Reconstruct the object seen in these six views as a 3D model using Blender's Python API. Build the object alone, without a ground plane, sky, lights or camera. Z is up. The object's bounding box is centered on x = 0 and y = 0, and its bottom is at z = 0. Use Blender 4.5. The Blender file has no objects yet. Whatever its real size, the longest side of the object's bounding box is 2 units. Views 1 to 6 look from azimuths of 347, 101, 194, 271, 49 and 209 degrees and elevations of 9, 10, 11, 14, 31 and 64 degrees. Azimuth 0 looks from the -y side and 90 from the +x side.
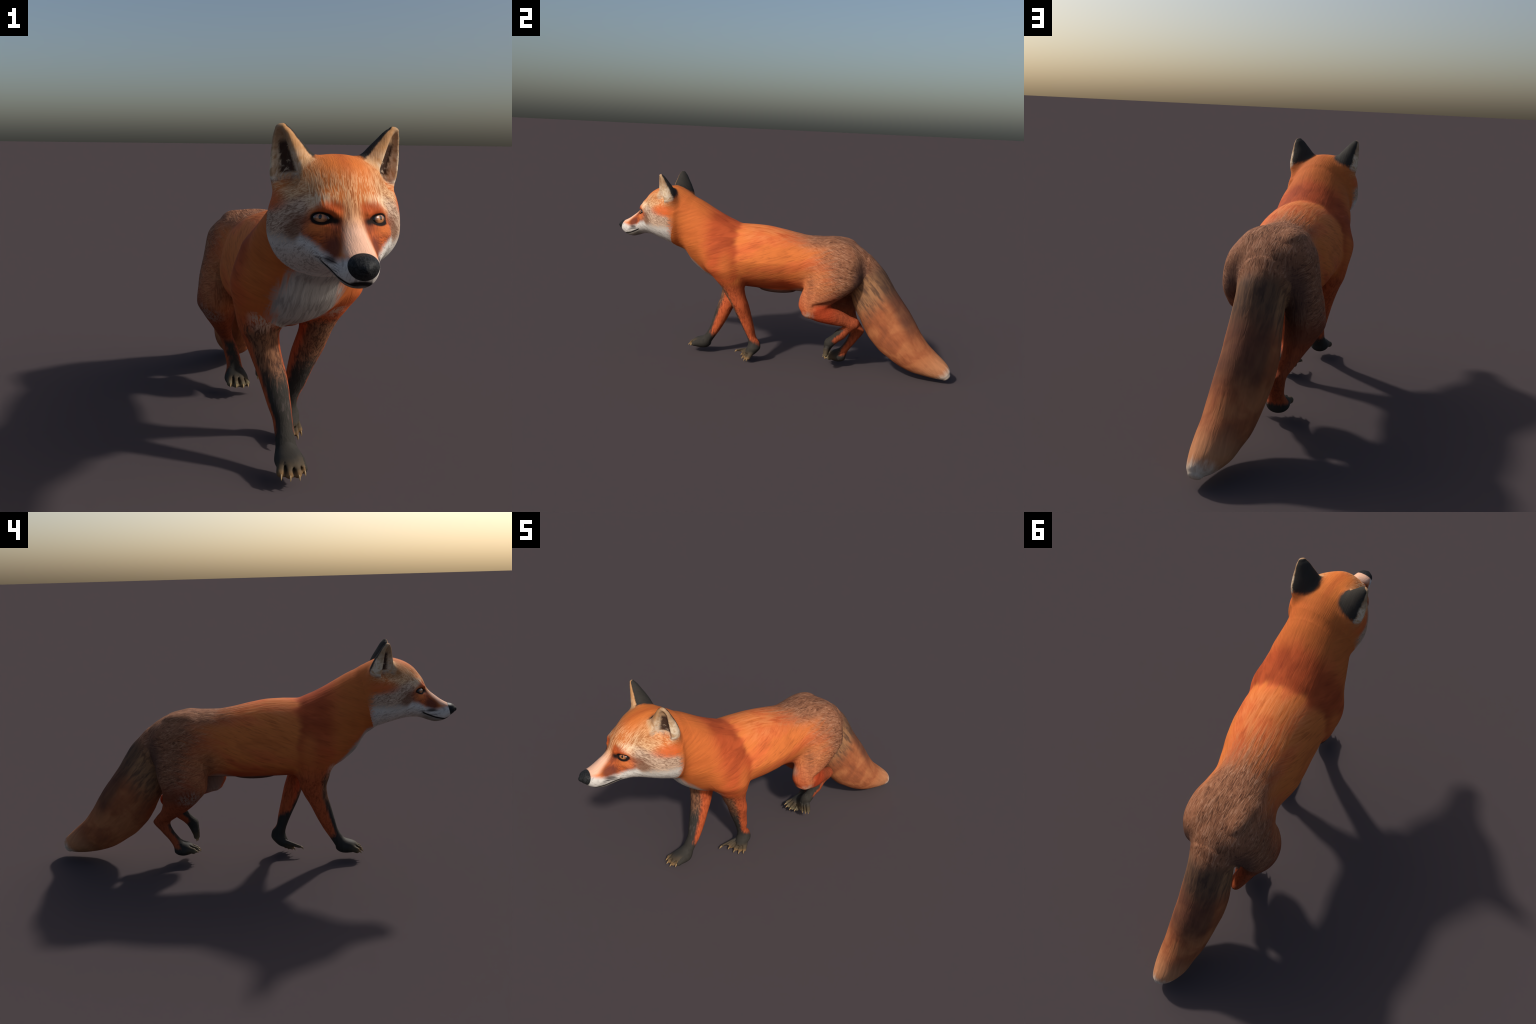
import bpy, math
import numpy as np
from mathutils import Vector, Matrix

# =====================================================================
#  A walking red fox.  The skin is one smooth surface, made from lofted
#  cross-sections (trunk, head, limbs, tail, ears, toes) blended in a
#  distance field, meshed, and then parted by anatomical region.
#  Fox walks towards -y, z up.
# =====================================================================
H = 0.004                                   # mesh cell size
LO = np.array([-0.290, -1.030, -0.016])
HI = np.array([0.280, 1.030, 1.112])
N = np.ceil((HI - LO) / H).astype(int)
AX = [LO[i] + H * np.arange(N[i]) for i in range(3)]
D = np.full(N, 0.2, dtype=np.float32)

# ---------------------------------------------------------------- curves
def dense(keys, n=500):
    """monotone cubic through rows (t, v1, v2, ...) -> dense table"""
    k = np.array(sorted(keys), float)
    t = k[:, 0]
    T = np.linspace(t[0], t[-1], n)
    out = [T]
    h = np.diff(t)
    for c in range(1, k.shape[1]):
        v = k[:, c]
        d = np.diff(v) / h
        m = np.zeros_like(v)
        for i in range(1, len(v) - 1):
            if d[i - 1] * d[i] > 0:
                w1 = 2 * h[i] + h[i - 1]
                w2 = h[i] + 2 * h[i - 1]
                m[i] = (w1 + w2) / (w1 / d[i - 1] + w2 / d[i])
        m[0], m[-1] = d[0], d[-1]
        i = np.clip(np.searchsorted(t, T, side='right') - 1, 0, len(t) - 2)
        s = (T - t[i]) / h[i]
        out.append((2*s**3 - 3*s**2 + 1) * v[i] + (s**3 - 2*s**2 + s) * h[i] * m[i]
                   + (-2*s**3 + 3*s**2) * v[i + 1] + (s**3 - s**2) * h[i] * m[i + 1])
    return out


def look(tab, t):
    return [np.interp(t, tab[0], c) for c in tab[1:]]

# ------------------------------------------------------------ field kinds
def slab_loft(keys, cap=0.05, frame=None):
    """Body loft: rows (y, x_centre, half_width, z_widest, z_top, z_bottom, p_top, p_bottom)"""
    tab = dense(keys)
    def f(x, y, z):
        if frame:
            x, y, z = frame(x, y, z)
        xc, w, zc, zt, zb, pt, pb = look(tab, y)
        u = np.abs(x - xc) / w
        v = z - zc
        v = np.where(v > 0, v / (zt - zc), -v / (zc - zb))
        p = np.where(z > zc, pt, pb)
        e = np.maximum(np.maximum(tab[0][0] - y, y - tab[0][-1]), 0) / cap
        r = (u ** p + v ** p + 1e-9) ** (1 / p)
        r = np.sqrt(r * r + e * e)
        return (r - 1) * np.minimum(w, (zt - zb) / 2)
    return f


def axis_loft(keys, axis, cap=0.03):
    """Limb loft along y or z: rows (t, a_centre, b_centre, a_half, b_half)"""
    tab = dense(keys)
    def f(x, y, z):
        t = z if axis == 'z' else y
        b = y if axis == 'z' else z
        ca, cb, ha, hb = look(tab, t)
        e = np.maximum(np.maximum(tab[0][0] - t, t - tab[0][-1]), 0) / cap
        r = np.sqrt(((x - ca) / ha) ** 2 + ((b - cb) / hb) ** 2 + e * e + 1e-9)
        return (r - 1) * np.minimum(ha, hb)
    return f


def spine_loft(keys, origin, dirn, cap=0.04):
    """Tail loft along a straight axis: rows (s, x_c, half_x, n_upper, n_lower)"""
    tab = dense(keys)
    o = np.array(origin)
    d = np.array(dirn) / np.linalg.norm(dirn)
    def f(x, y, z):
        s = (y - o[1]) * d[1] + (z - o[2]) * d[2]
        n = -(y - o[1]) * d[2] + (z - o[2]) * d[1]
        xc, hx, nu, nl = look(tab, s)
        e = np.maximum(np.maximum(tab[0][0] - s, s - tab[0][-1]), 0) / cap
        u = np.abs(x - xc) / hx
        v = np.abs(n - (nu + nl) / 2) / ((nu - nl) / 2)
        r = np.sqrt(u ** 2 + v ** 2 + e * e + 1e-9)
        return (r - 1) * np.minimum(hx, (nu - nl) / 2)
    return f


def capsule(a, b, ra, rb, frame=None):
    a, b = np.array(a, float), np.array(b, float)
    ab = b - a
    L2 = ab @ ab
    def f(x, y, z):
        if frame:
            x, y, z = frame(x, y, z)
        t = np.clip(((x - a[0]) * ab[0] + (y - a[1]) * ab[1] + (z - a[2]) * ab[2]) / L2, 0, 1)
        return np.sqrt((x - a[0] - t*ab[0])**2 + (y - a[1] - t*ab[1])**2
                       + (z - a[2] - t*ab[2])**2) - (ra + (rb - ra) * t)
    f.exact = True
    return f


def blob(c, r, yaw=0.0, pitch=0.0, frame=None):
    """ellipsoid, rotated about z then tipped about x"""
    R = np.array((Matrix.Rotation(yaw, 3, 'Z') @ Matrix.Rotation(pitch, 3, 'X')).transposed())
    def f(x, y, z):
        if frame:
            x, y, z = frame(x, y, z)
        q = [R[i][0]*(x-c[0]) + R[i][1]*(y-c[1]) + R[i][2]*(z-c[2]) for i in range(3)]
        k = np.sqrt(sum((q[i] / r[i])**2 for i in range(3)) + 1e-9)
        return (k - 1) * min(r)
    return f

# ------------------------------------------------------ blending in the grid
def boxed(f, lo, hi):
    i0 = np.clip(np.floor((np.array(lo) - LO) / H).astype(int), 0, N - 2)
    i1 = np.clip(np.ceil((np.array(hi) - LO) / H).astype(int) + 1, i0 + 3, N)
    sl = tuple(slice(a, b) for a, b in zip(i0, i1))
    g = np.meshgrid(*[AX[i][sl[i]] for i in range(3)], indexing='ij', sparse=True)
    v = np.broadcast_to(f(*g), [b - a for a, b in zip(i0, i1)]).astype(np.float32)
    if not getattr(f, 'exact', False):
        gx, gy, gz = np.gradient(v, H)
        v = v / np.clip(np.sqrt(gx*gx + gy*gy + gz*gz), 0.15, 4.0)
    return sl, v


def add(f, lo, hi, k=0.02):
    sl, v = boxed(f, lo, hi)
    a = D[sl]
    h = np.clip(0.5 + 0.5 * (a - v) / k, 0, 1)
    D[sl] = a * (1 - h) + v * h - k * h * (1 - h)


def cut(f, lo, hi, k=0.01):
    sl, v = boxed(f, lo, hi)
    a, v = D[sl], -v
    h = np.clip(0.5 - 0.5 * (a - v) / k, 0, 1)
    D[sl] = a * (1 - h) + v * h + k * h * (1 - h)

# =====================================================================
#  HEAD FRAME : turned a little to the fox's right
# =====================================================================
YAW = math.radians(6.3)
HO = (0.008, -0.65)
CA, SA = math.cos(YAW), math.sin(YAW)


def to_head(x, y, z):
    dx, dy = x - HO[0], y - HO[1]
    return dx * CA - dy * SA, -0.65 + dx * SA + dy * CA, z + 0.02 * dx


def from_head(p):
    x, y = p[0], p[1] + 0.65
    dx, dy = x * CA + y * SA, -x * SA + y * CA
    return Vector((HO[0] + dx, HO[1] + dy, p[2] - 0.02 * dx))

# ------------------------------------------------------------- trunk, neck
def trunk_frame(x, y, z):
    """belly hangs a little to the fox's right"""
    front = np.clip((-0.30 - y) / 0.10, 0, 1)
    low = np.maximum(0.62 + 0.06 * front - z, 0)
    rear = np.clip((y - 0.05) / 0.15, 0, 1)
    return x + (0.24 - 0.06 * front - 0.16 * rear) * low - 0.06 * np.maximum(z - 0.74, 0) * np.clip((0.1 - y) / 0.1, 0, 1), y, z
trunk = slab_loft([
    # y     xc     w     zc     zt     zb    pt   pb
    (-0.620, 0.006, 0.125, 0.815, 0.955, 0.700, 2.00, 2.00),
    (-0.580, 0.002, 0.141, 0.805, 0.964, 0.655, 1.99, 2.02),
    (-0.550, 0.004, 0.149, 0.790, 0.960, 0.622, 1.98, 2.05),
    (-0.510, 0.005, 0.158, 0.760, 0.943, 0.560, 1.96, 2.09),
    (-0.470, 0.005, 0.169, 0.735, 0.925, 0.524, 1.93, 2.10),
    (-0.420, 0.006, 0.182, 0.700, 0.897, 0.490, 1.91, 2.10),
    (-0.350, 0.005, 0.187, 0.660, 0.859, 0.462, 1.90, 2.05),
    (-0.280, 0.006, 0.188, 0.635, 0.828, 0.447, 1.90, 2.00),
    (-0.225, 0.009, 0.187, 0.625, 0.810, 0.440, 1.88, 1.95),
    (-0.160, 0.012, 0.189, 0.615, 0.811, 0.437, 1.87, 1.90),
    (-0.090, 0.012, 0.189, 0.612, 0.809, 0.435, 1.83, 1.85),
    (0.000, 0.007, 0.184, 0.605, 0.796, 0.434, 1.86, 1.85),
    (0.090, 0.001, 0.169, 0.600, 0.778, 0.436, 1.92, 1.85),
    (0.170, 0.002, 0.153, 0.598, 0.767, 0.434, 2.09, 1.92),
    (0.240, 0.000, 0.164, 0.600, 0.767, 0.432, 2.25, 1.95),
    (0.300, 0.000, 0.171, 0.600, 0.771, 0.440, 2.40, 1.95),
    (0.360, -0.002, 0.165, 0.600, 0.759, 0.460, 2.40, 1.95),
    (0.420, -0.005, 0.146, 0.598, 0.738, 0.490, 2.40, 1.95),
    (0.465, -0.006, 0.115, 0.596, 0.711, 0.515, 2.29, 1.95),
    (0.500, -0.005, 0.088, 0.580, 0.679, 0.530, 2.20, 1.95),
], cap=0.03, frame=trunk_frame)
add(trunk, (-0.29, -0.70, 0.36), (0.28, 0.56, 1.04), 0.01)
# belly sheath
add(blob((-0.01, -0.01, 0.436), (0.045, 0.09, 0.016)), (-0.10, -0.13, 0.38), (0.09, 0.12, 0.49), 0.03)

# ------------------------------------------------------------- head
head = slab_loft([
    # y      xc  w      zc     zt     zb    pt   pb
    (-0.994, 0, 0.012, 0.745, 0.755, 0.734, 2.0, 2.0),
    (-0.986, 0, 0.023, 0.746, 0.763, 0.726, 2.0, 2.0),
    (-0.974, 0, 0.032, 0.746, 0.770, 0.716, 2.1, 2.0),
    (-0.958, 0, 0.040, 0.744, 0.775, 0.702, 2.2, 2.1),
    (-0.930, 0, 0.046, 0.741, 0.789, 0.689, 2.1, 2.2),
    (-0.900, 0, 0.053, 0.742, 0.810, 0.685, 1.9, 2.2),
    (-0.870, 0, 0.063, 0.746, 0.834, 0.692, 1.65, 2.0),
    (-0.855, 0, 0.070, 0.752, 0.851, 0.697, 1.55, 2.0),
    (-0.835, 0, 0.083, 0.764, 0.892, 0.704, 1.6, 1.9),
    (-0.815, 0, 0.097, 0.775, 0.920, 0.708, 1.75, 1.9),
    (-0.790, 0, 0.110, 0.785, 0.949, 0.709, 1.9, 1.9),
    (-0.760, 0, 0.130, 0.795, 0.971, 0.707, 2.0, 1.95),
    (-0.730, 0, 0.150, 0.803, 0.985, 0.701, 2.1, 2.0),
    (-0.690, 0, 0.168, 0.806, 0.996, 0.690, 2.2, 2.1),
    (-0.650, 0, 0.180, 0.803, 1.000, 0.678, 2.2, 2.1),
    (-0.615, 0, 0.182, 0.800, 0.995, 0.666, 2.1, 2.1),
    (-0.580, 0, 0.172, 0.797, 0.979, 0.650, 2.0, 2.1),
    (-0.550, 0, 0.143, 0.795, 0.953, 0.645, 2.0, 2.0),
    (-0.520, 0, 0.105, 0.790, 0.910, 0.670, 2.0, 2.0),
    (-0.500, 0, 0.070, 0.790, 0.870, 0.700, 2.0, 2.0),
], cap=0.008, frame=to_head)
add(head, (-0.26, -1.03, 0.60), (0.28, -0.44, 1.08), 0.028)
HB = ((-0.24, -1.03, 0.62), (0.26, -0.55, 1.10))
for sx in (-1, 1):
    # eye hollow, brow, cheekbone
    cut(blob((sx*0.066, -0.852, 0.850), (0.026, 0.018, 0.024), sx*0.55, 0, to_head), *HB, 0.022)
    add(blob((sx*0.050, -0.800, 0.888), (0.030, 0.022, 0.014), sx*0.5, 0.5, to_head), *HB, 0.022)
    add(blob((sx*0.082, -0.800, 0.806), (0.032, 0.020, 0.018), sx*0.62, 0, to_head), *HB, 0.02)
    add(capsule((sx*0.040, -0.843, 0.858), (sx*0.066, -0.817, 0.868), 0.002, 0.006, to_head), *HB, 0.020)
    add(capsule((sx*0.066, -0.818, 0.868), (sx*0.098, -0.789, 0.860), 0.0065, 0.004, to_head), *HB, 0.020)
    add(capsule((sx*0.050, -0.836, 0.822), (sx*0.092, -0.806, 0.824), 0.007, 0.007, to_head), *HB, 0.014)
    # lip groove
    lip = [(0.012, -0.976, 0.706), (0.034, -0.948, 0.699), (0.053, -0.900, 0.711), (0.064, -0.860, 0.727), (0.082, -0.832, 0.742)]
    for a, b in zip(lip[:-1], lip[1:]):
        cut(capsule((sx*a[0], *a[1:]), (sx*b[0], *b[1:]), 0.0035, 0.0035, to_head), *HB, 0.004)
# nose pad
add(blob((0, -0.967, 0.7475), (0.0355, 0.026, 0.0245), 0, 0.18, to_head), *HB, 0.006)
for sx in (-1, 1):
    cut(blob((sx*0.016, -1.000, 0.739), (0.007, 0.010, 0.005), sx*0.6, 0, to_head), *HB, 0.004)

# ------------------------------------------------------------- ears
EB = np.array((0.104, -0.631, 0.935))
ET = np.array((0.152, -0.659, 1.066))
EA = ET - EB
EL = np.linalg.norm(EA)
EA = EA / EL
EC = np.array((0.101, 0.084, -0.08))
EC = EC - (EC @ EA) * EA
EC /= np.linalg.norm(EC)
EN = np.cross(EA, EC)
if EN[0] < 0:
    EN = -EN
EAR_KEYS = [(-0.35, 0.064, 0.046), (0.0, 0.073, 0.050), (0.2, 0.069, 0.048), (0.45, 0.056, 0.041), (0.6, 0.047, 0.034),
            (0.75, 0.037, 0.027), (0.88, 0.029, 0.021), (0.96, 0.022, 0.016), (1.0, 0.017, 0.012)]
ear_tab = dense(EAR_KEYS)


def ear_coords(sx, x, y, z):
    x, y, z = to_head(x, y, z)
    x = x * sx
    q = (x - EB[0], y - EB[1], z - EB[2])
    t = (q[0]*EA[0] + q[1]*EA[1] + q[2]*EA[2]) / EL
    c = q[0]*EC[0] + q[1]*EC[1] + q[2]*EC[2]
    n = q[0]*EN[0] + q[1]*EN[1] + q[2]*EN[2]
    return t, c, n


def ear(sx, inner=False):
    def f(x, y, z):
        t, c, n = ear_coords(sx, x, y, z)
        a, b = look(ear_tab, t)
        e = np.maximum(np.maximum(-0.35 - t, t - 1.0), 0) * EL / 0.010
        if inner:
            k = np.clip(t, 0, 1)
            c = c - 0.10 * a
            n = n - b * (1.10 - 0.22 * k) + 0.38 * c
            a, b = 0.62 * a, 0.90 * b
            e = np.maximum(np.maximum(0.12 - t, t - 0.84), 0) * EL / 0.022
        r = np.sqrt((c / a)**2 + (n / b)**2 + e*e + 1e-9)
        return (r - 1) * np.minimum(a, b)
    return f

EARS = {}
for sx in (-1, 1):
    xs = sorted((sx*0.01, sx*0.26))
    bx = ((xs[0], -0.76, 0.84), (xs[1], -0.50, 1.11))
    EARS[sx] = ear(sx)
    add(EARS[sx], *bx, 0.022)
    cut(ear(sx, True), *bx, 0.012)

# ------------------------------------------------------------- tail
tail = spine_loft([
    # s      xc      hx     n_up    n_low
    (-0.22, 0.000, 0.040, -0.030, -0.080),
    (-0.10, -0.002, 0.078, 0.034, -0.115),
    (-0.05, -0.004, 0.084, 0.052, -0.125),
    (0.00, -0.011, 0.095, 0.066, -0.135),
    (0.06, -0.004, 0.093, 0.070, -0.165),
    (0.13, -0.004, 0.095, 0.061, -0.195),
    (0.20, -0.005, 0.100, 0.049, -0.211),
    (0.26, -0.005, 0.103, 0.043, -0.228),
    (0.33, -0.002, 0.103, 0.037, -0.238),
    (0.40, 0.006, 0.100, 0.026, -0.236),
    (0.47, 0.013, 0.096, 0.013, -0.220),
    (0.54, 0.020, 0.090, 0.007, -0.199),
    (0.60, 0.030, 0.081, 0.013, -0.168),
    (0.65, 0.035, 0.073, 0.019, -0.130),
    (0.69, 0.043, 0.059, 0.022, -0.096),
    (0.72, 0.052, 0.043, 0.017, -0.067),
    (0.737, 0.060, 0.026, 0.004, -0.048),
], (0, 0.5, 0.6), (0, 0.672, -0.741), cap=0.014)
add(tail, (-0.18, 0.34, -0.01), (0.16, 1.03, 0.76), 0.035)

# ------------------------------------------------------------- forelimbs
LIMB = {}
LIMB['rf'] = [axis_loft([
    # z      xc      yc     hx     hy
    (0.70, -0.118, -0.325, 0.055, 0.070),
    (0.60, -0.132, -0.318, 0.080, 0.098),
    (0.50, -0.120, -0.304, 0.074, 0.086),
    (0.45, -0.117, -0.299, 0.066, 0.078),
    (0.40, -0.106, -0.298, 0.056, 0.066),
    (0.348, -0.093, -0.310, 0.050, 0.058),
    (0.29, -0.078, -0.334, 0.046, 0.050),
    (0.21, -0.064, -0.364, 0.038, 0.042),
    (0.155, -0.056, -0.387, 0.031, 0.035),
    (0.12, -0.055, -0.408, 0.031, 0.033),
    (0.085, -0.056, -0.434, 0.034, 0.036),
    (0.062, -0.056, -0.450, 0.036, 0.038)], 'z', 0.03)]
LIMB['lf'] = [axis_loft([
    (0.72, 0.128, -0.325, 0.055, 0.080),
    (0.64, 0.142, -0.322, 0.076, 0.104),
    (0.57, 0.140, -0.306, 0.080, 0.100),
    (0.50, 0.116, -0.272, 0.072, 0.084),
    (0.45, 0.100, -0.250, 0.061, 0.066),
    (0.40, 0.088, -0.233, 0.055, 0.057),
    (0.35, 0.078, -0.210, 0.055, 0.050),
    (0.27, 0.058, -0.183, 0.045, 0.042),
    (0.20, 0.046, -0.158, 0.037, 0.033),
    (0.15, 0.035, -0.142, 0.030, 0.027),
    (0.115, 0.032, -0.126, 0.030, 0.034),
    (0.090, 0.034, -0.124, 0.032, 0.034)], 'z', 0.02)]
LIMB['lh'] = [axis_loft([
    (0.72, 0.075, 0.355, 0.035, 0.060),
    (0.66, 0.092, 0.350, 0.077, 0.112),
    (0.60, 0.100, 0.345, 0.088, 0.128),
    (0.53, 0.113, 0.325, 0.080, 0.144),
    (0.46, 0.120, 0.276, 0.069, 0.122),
    (0.42, 0.122, 0.242, 0.063, 0.100),
    (0.38, 0.124, 0.217, 0.056, 0.076),
    (0.345, 0.126, 0.205, 0.044, 0.046)], 'z', 0.022),
    axis_loft([
    # y     xc     zc     hx     hz
    (0.20, 0.125, 0.370, 0.050, 0.045),
    (0.25, 0.122, 0.352, 0.052, 0.050),
    (0.30, 0.114, 0.342, 0.048, 0.050),
    (0.35, 0.100, 0.330, 0.040, 0.047),
    (0.40, 0.083, 0.314, 0.032, 0.038),
    (0.44, 0.070, 0.300, 0.027, 0.029),
    (0.462, 0.064, 0.296, 0.023, 0.022)], 'y', 0.014),
    capsule((0.060, 0.446, 0.287), (0.053, 0.378, 0.222), 0.027, 0.025),
    capsule((0.053, 0.378, 0.222), (0.051, 0.318, 0.166), 0.025, 0.028)]
LIMB['rh'] = [axis_loft([
    (0.725, -0.075, 0.355, 0.035, 0.060),
    (0.67, -0.092, 0.355, 0.076, 0.108),
    (0.61, -0.102, 0.352, 0.080, 0.118),
    (0.55, -0.117, 0.350, 0.080, 0.122),
    (0.47, -0.138, 0.338, 0.075, 0.122),
    (0.40, -0.142, 0.331, 0.079, 0.110),
    (0.34, -0.128, 0.352, 0.062, 0.088),
    (0.285, -0.110, 0.388, 0.042, 0.066),
    (0.245, -0.094, 0.433, 0.032, 0.052),
    (0.215, -0.079, 0.458, 0.028, 0.043),
    (0.160, -0.063, 0.433, 0.031, 0.030),
    (0.120, -0.057, 0.405, 0.031, 0.028),
    (0.085, -0.056, 0.380, 0.036, 0.032),
    (0.065, -0.055, 0.370, 0.040, 0.036)], 'z', 0.03)]
BOX = {'rf': ((-0.26, -0.50, 0.0), (0.02, -0.16, 0.74)), 'lf': ((-0.06, -0.45, 0.02), (0.25, -0.05, 0.74)),
       'lh': ((-0.04, 0.10, 0.10), (0.26, 0.54, 0.78)), 'rh': ((-0.27, 0.16, 0.0), (0.05, 0.55, 0.80))}
BLEND = {'rf': 0.035, 'lf': 0.035, 'lh': 0.028, 'rh': 0.034}
for k, fs in LIMB.items():
    for f in fs:
        add(f, *BOX[k], BLEND[k])

cut(capsule((0.185, 0.235, 0.395), (0.150, 0.420, 0.432), 0.012, 0.014), (0.10, 0.18, 0.34), (0.25, 0.48, 0.49), 0.016)

# ------------------------------------------------------------- paws
# palm: blob(s); toes: (start, end, r0, r1); claws: (base, tip, radius)
PAW = {
 'rf': dict(palm=[blob((-0.054, -0.472, 0.062), (0.046, 0.058, 0.033), 0, 0.16)],
   toes=[((-0.080, -0.480, 0.062), (-0.094, -0.515, 0.050), 0.020, 0.015),
         ((-0.064, -0.485, 0.064), (-0.071, -0.526, 0.050), 0.021, 0.016),
         ((-0.046, -0.485, 0.064), (-0.045, -0.526, 0.050), 0.021, 0.016),
         ((-0.030, -0.475, 0.064), (-0.024, -0.508, 0.053), 0.020, 0.015)],
   drop=(0, -0.020, -0.020)),
 'lf': dict(palm=[blob((0.034, -0.135, 0.072), (0.036, 0.030, 0.050), 0, -0.75)],
   toes=[((0.014, -0.150, 0.066), (-0.011, -0.232, 0.044), 0.016, 0.008),
         ((0.022, -0.150, 0.056), (0.010, -0.190, 0.036), 0.018, 0.013),
         ((0.036, -0.150, 0.050), (0.036, -0.178, 0.028), 0.018, 0.013),
         ((0.050, -0.145, 0.050), (0.055, -0.164, 0.024), 0.017, 0.012),
         ((0.058, -0.135, 0.056), (0.070, -0.148, 0.030), 0.016, 0.011)],
   drop=(0, -0.014, -0.022)),
 'lh': dict(palm=[blob((0.038, 0.308, 0.140), (0.025, 0.022, 0.042), 0, -0.2)],
   toes=[((0.030, 0.305, 0.130), (0.025, 0.302, 0.096), 0.017, 0.012),
         ((0.045, 0.302, 0.126), (0.045, 0.298, 0.092), 0.018, 0.013),
         ((0.060, 0.302, 0.126), (0.064, 0.300, 0.094), 0.018, 0.013),
         ((0.072, 0.305, 0.132), (0.081, 0.303, 0.102), 0.016, 0.012)],
   drop=(0, -0.002, -0.030)),
 'rh': dict(palm=[blob((-0.055, 0.356, 0.066), (0.046, 0.054, 0.034), 0, 0.1)],
   toes=[((-0.080, 0.340, 0.068), (-0.090, 0.306, 0.062), 0.020, 0.015),
         ((-0.064, 0.335, 0.070), (-0.069, 0.296, 0.061), 0.021, 0.016),
         ((-0.046, 0.335, 0.070), (-0.043, 0.298, 0.059), 0.021, 0.016),
         ((-0.030, 0.342, 0.066), (-0.022, 0.314, 0.056), 0.020, 0.015)],
   drop=(0, -0.026, -0.012)),
}
for k, p in PAW.items():
    pts = np.array([q for t in p['toes'] for q in t[:2]])
    lo, hi = pts.min(0) - 0.06, pts.max(0) + 0.06
    for f in p['palm']:
        add(f, lo, hi, 0.02)
    for a, b, ra, rb in p['toes']:
        add(capsule(a, b, ra * 0.92, rb), lo, hi, 0.006)
    for (a, b, *_), (c, d, *_) in zip(p['toes'][:-1], p['toes'][1:]):
        # furrow between neighbouring toes, on the upper side
        up = np.array((0, -0.012, 0.012)) if k in ('lh', 'lf') else np.array((0, 0, 0.016))
        m0, m1 = (np.array(a) + c) / 2 + up, (np.array(b) + d) / 2 + up * 0.5
        cut(capsule(m0, m1 + (m1 - m0) * 0.4, 0.003, 0.006), lo, hi, 0.006)

# =====================================================================
#  MESHING : one vertex per crossed cell, quads across crossed edges
# =====================================================================
def surface():
    S = D < 0
    c = np.zeros(N - 1, dtype=np.int8)
    for i in (0, 1):
        for j in (0, 1):
            for k in (0, 1):
                c += S[i:N[0]-1+i, j:N[1]-1+j, k:N[2]-1+k]
    act = np.argwhere((c > 0) & (c < 8))
    idx = np.full(N - 1, -1, dtype=np.int32)
    idx[tuple(act.T)] = np.arange(len(act))
    acc = np.zeros((len(act), 3))
    cnt = np.zeros(len(act))
    corners = [(i, j, k) for i in (0, 1) for j in (0, 1) for k in (0, 1)]
    for a in corners:
        for ax in range(3):
            if a[ax]:
                continue
            b = list(a)
            b[ax] = 1
            va = D[tuple((act + a).T)].astype(float)
            vb = D[tuple((act + b).T)].astype(float)
            m = (va < 0) != (vb < 0)
            t = np.where(m, va / np.where(m, va - vb, 1), 0)
            p = np.tile(np.array(a, float), (len(act), 1))
            p[:, ax] += t
            acc[m] += p[m]
            cnt[m] += 1
    V = LO + H * (act + acc / cnt[:, None])
    Q = []
    for ax in range(3):
        s0 = [slice(1, -1)] * 3
        s1 = list(s0)
        s0[ax] = slice(0, -1)
        s1[ax] = slice(1, None)
        A, B = S[tuple(s0)], S[tuple(s1)]
        off = np.array([1, 1, 1])
        off[ax] = 0
        e = np.argwhere(A != B) + off
        flip = A[A != B]
        u, w = [i for i in range(3) if i != ax]
        q = []
        for du, dw in ((-1, -1), (0, -1), (0, 0), (-1, 0)):
            g = e.copy()
            g[:, u] += du
            g[:, w] += dw
            q.append(idx[tuple(g.T)])
        q = np.stack(q, 1)
        if ax == 1:
            flip = ~flip
        q[~flip] = q[~flip][:, ::-1]
        Q.append(q)
    return V, np.concatenate(Q)

V, Q = surface()
# keep the one big shell
par = np.arange(len(V))
for _ in range(400):
    m = par[Q].min(1)
    new = par.copy()
    for c in range(4):
        np.minimum.at(new, Q[:, c], m)
    new = new[new]
    if (new == par).all():
        break
    par = new
root = np.bincount(par).argmax()
keep = par == root
remap = np.cumsum(keep) - 1
Q = remap[Q[keep[Q[:, 0]]]]
V = V[keep]
# gentle smoothing (Taubin pair, keeps volume)
E_ = np.concatenate([Q[:, [0, 1]], Q[:, [1, 2]], Q[:, [2, 3]], Q[:, [3, 0]]])
deg = np.bincount(E_.ravel(), minlength=len(V)).astype(float)[:, None]
def lap(X):
    o = np.zeros_like(X)
    for c in range(3):
        o[:, c] = (np.bincount(E_[:, 0], X[E_[:, 1], c], len(X)) + np.bincount(E_[:, 1], X[E_[:, 0], c], len(X)))
    return o / deg - X
for _ in range(5):
    V = V + 0.5 * lap(V)
    V = V - 0.52 * lap(V)

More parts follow.
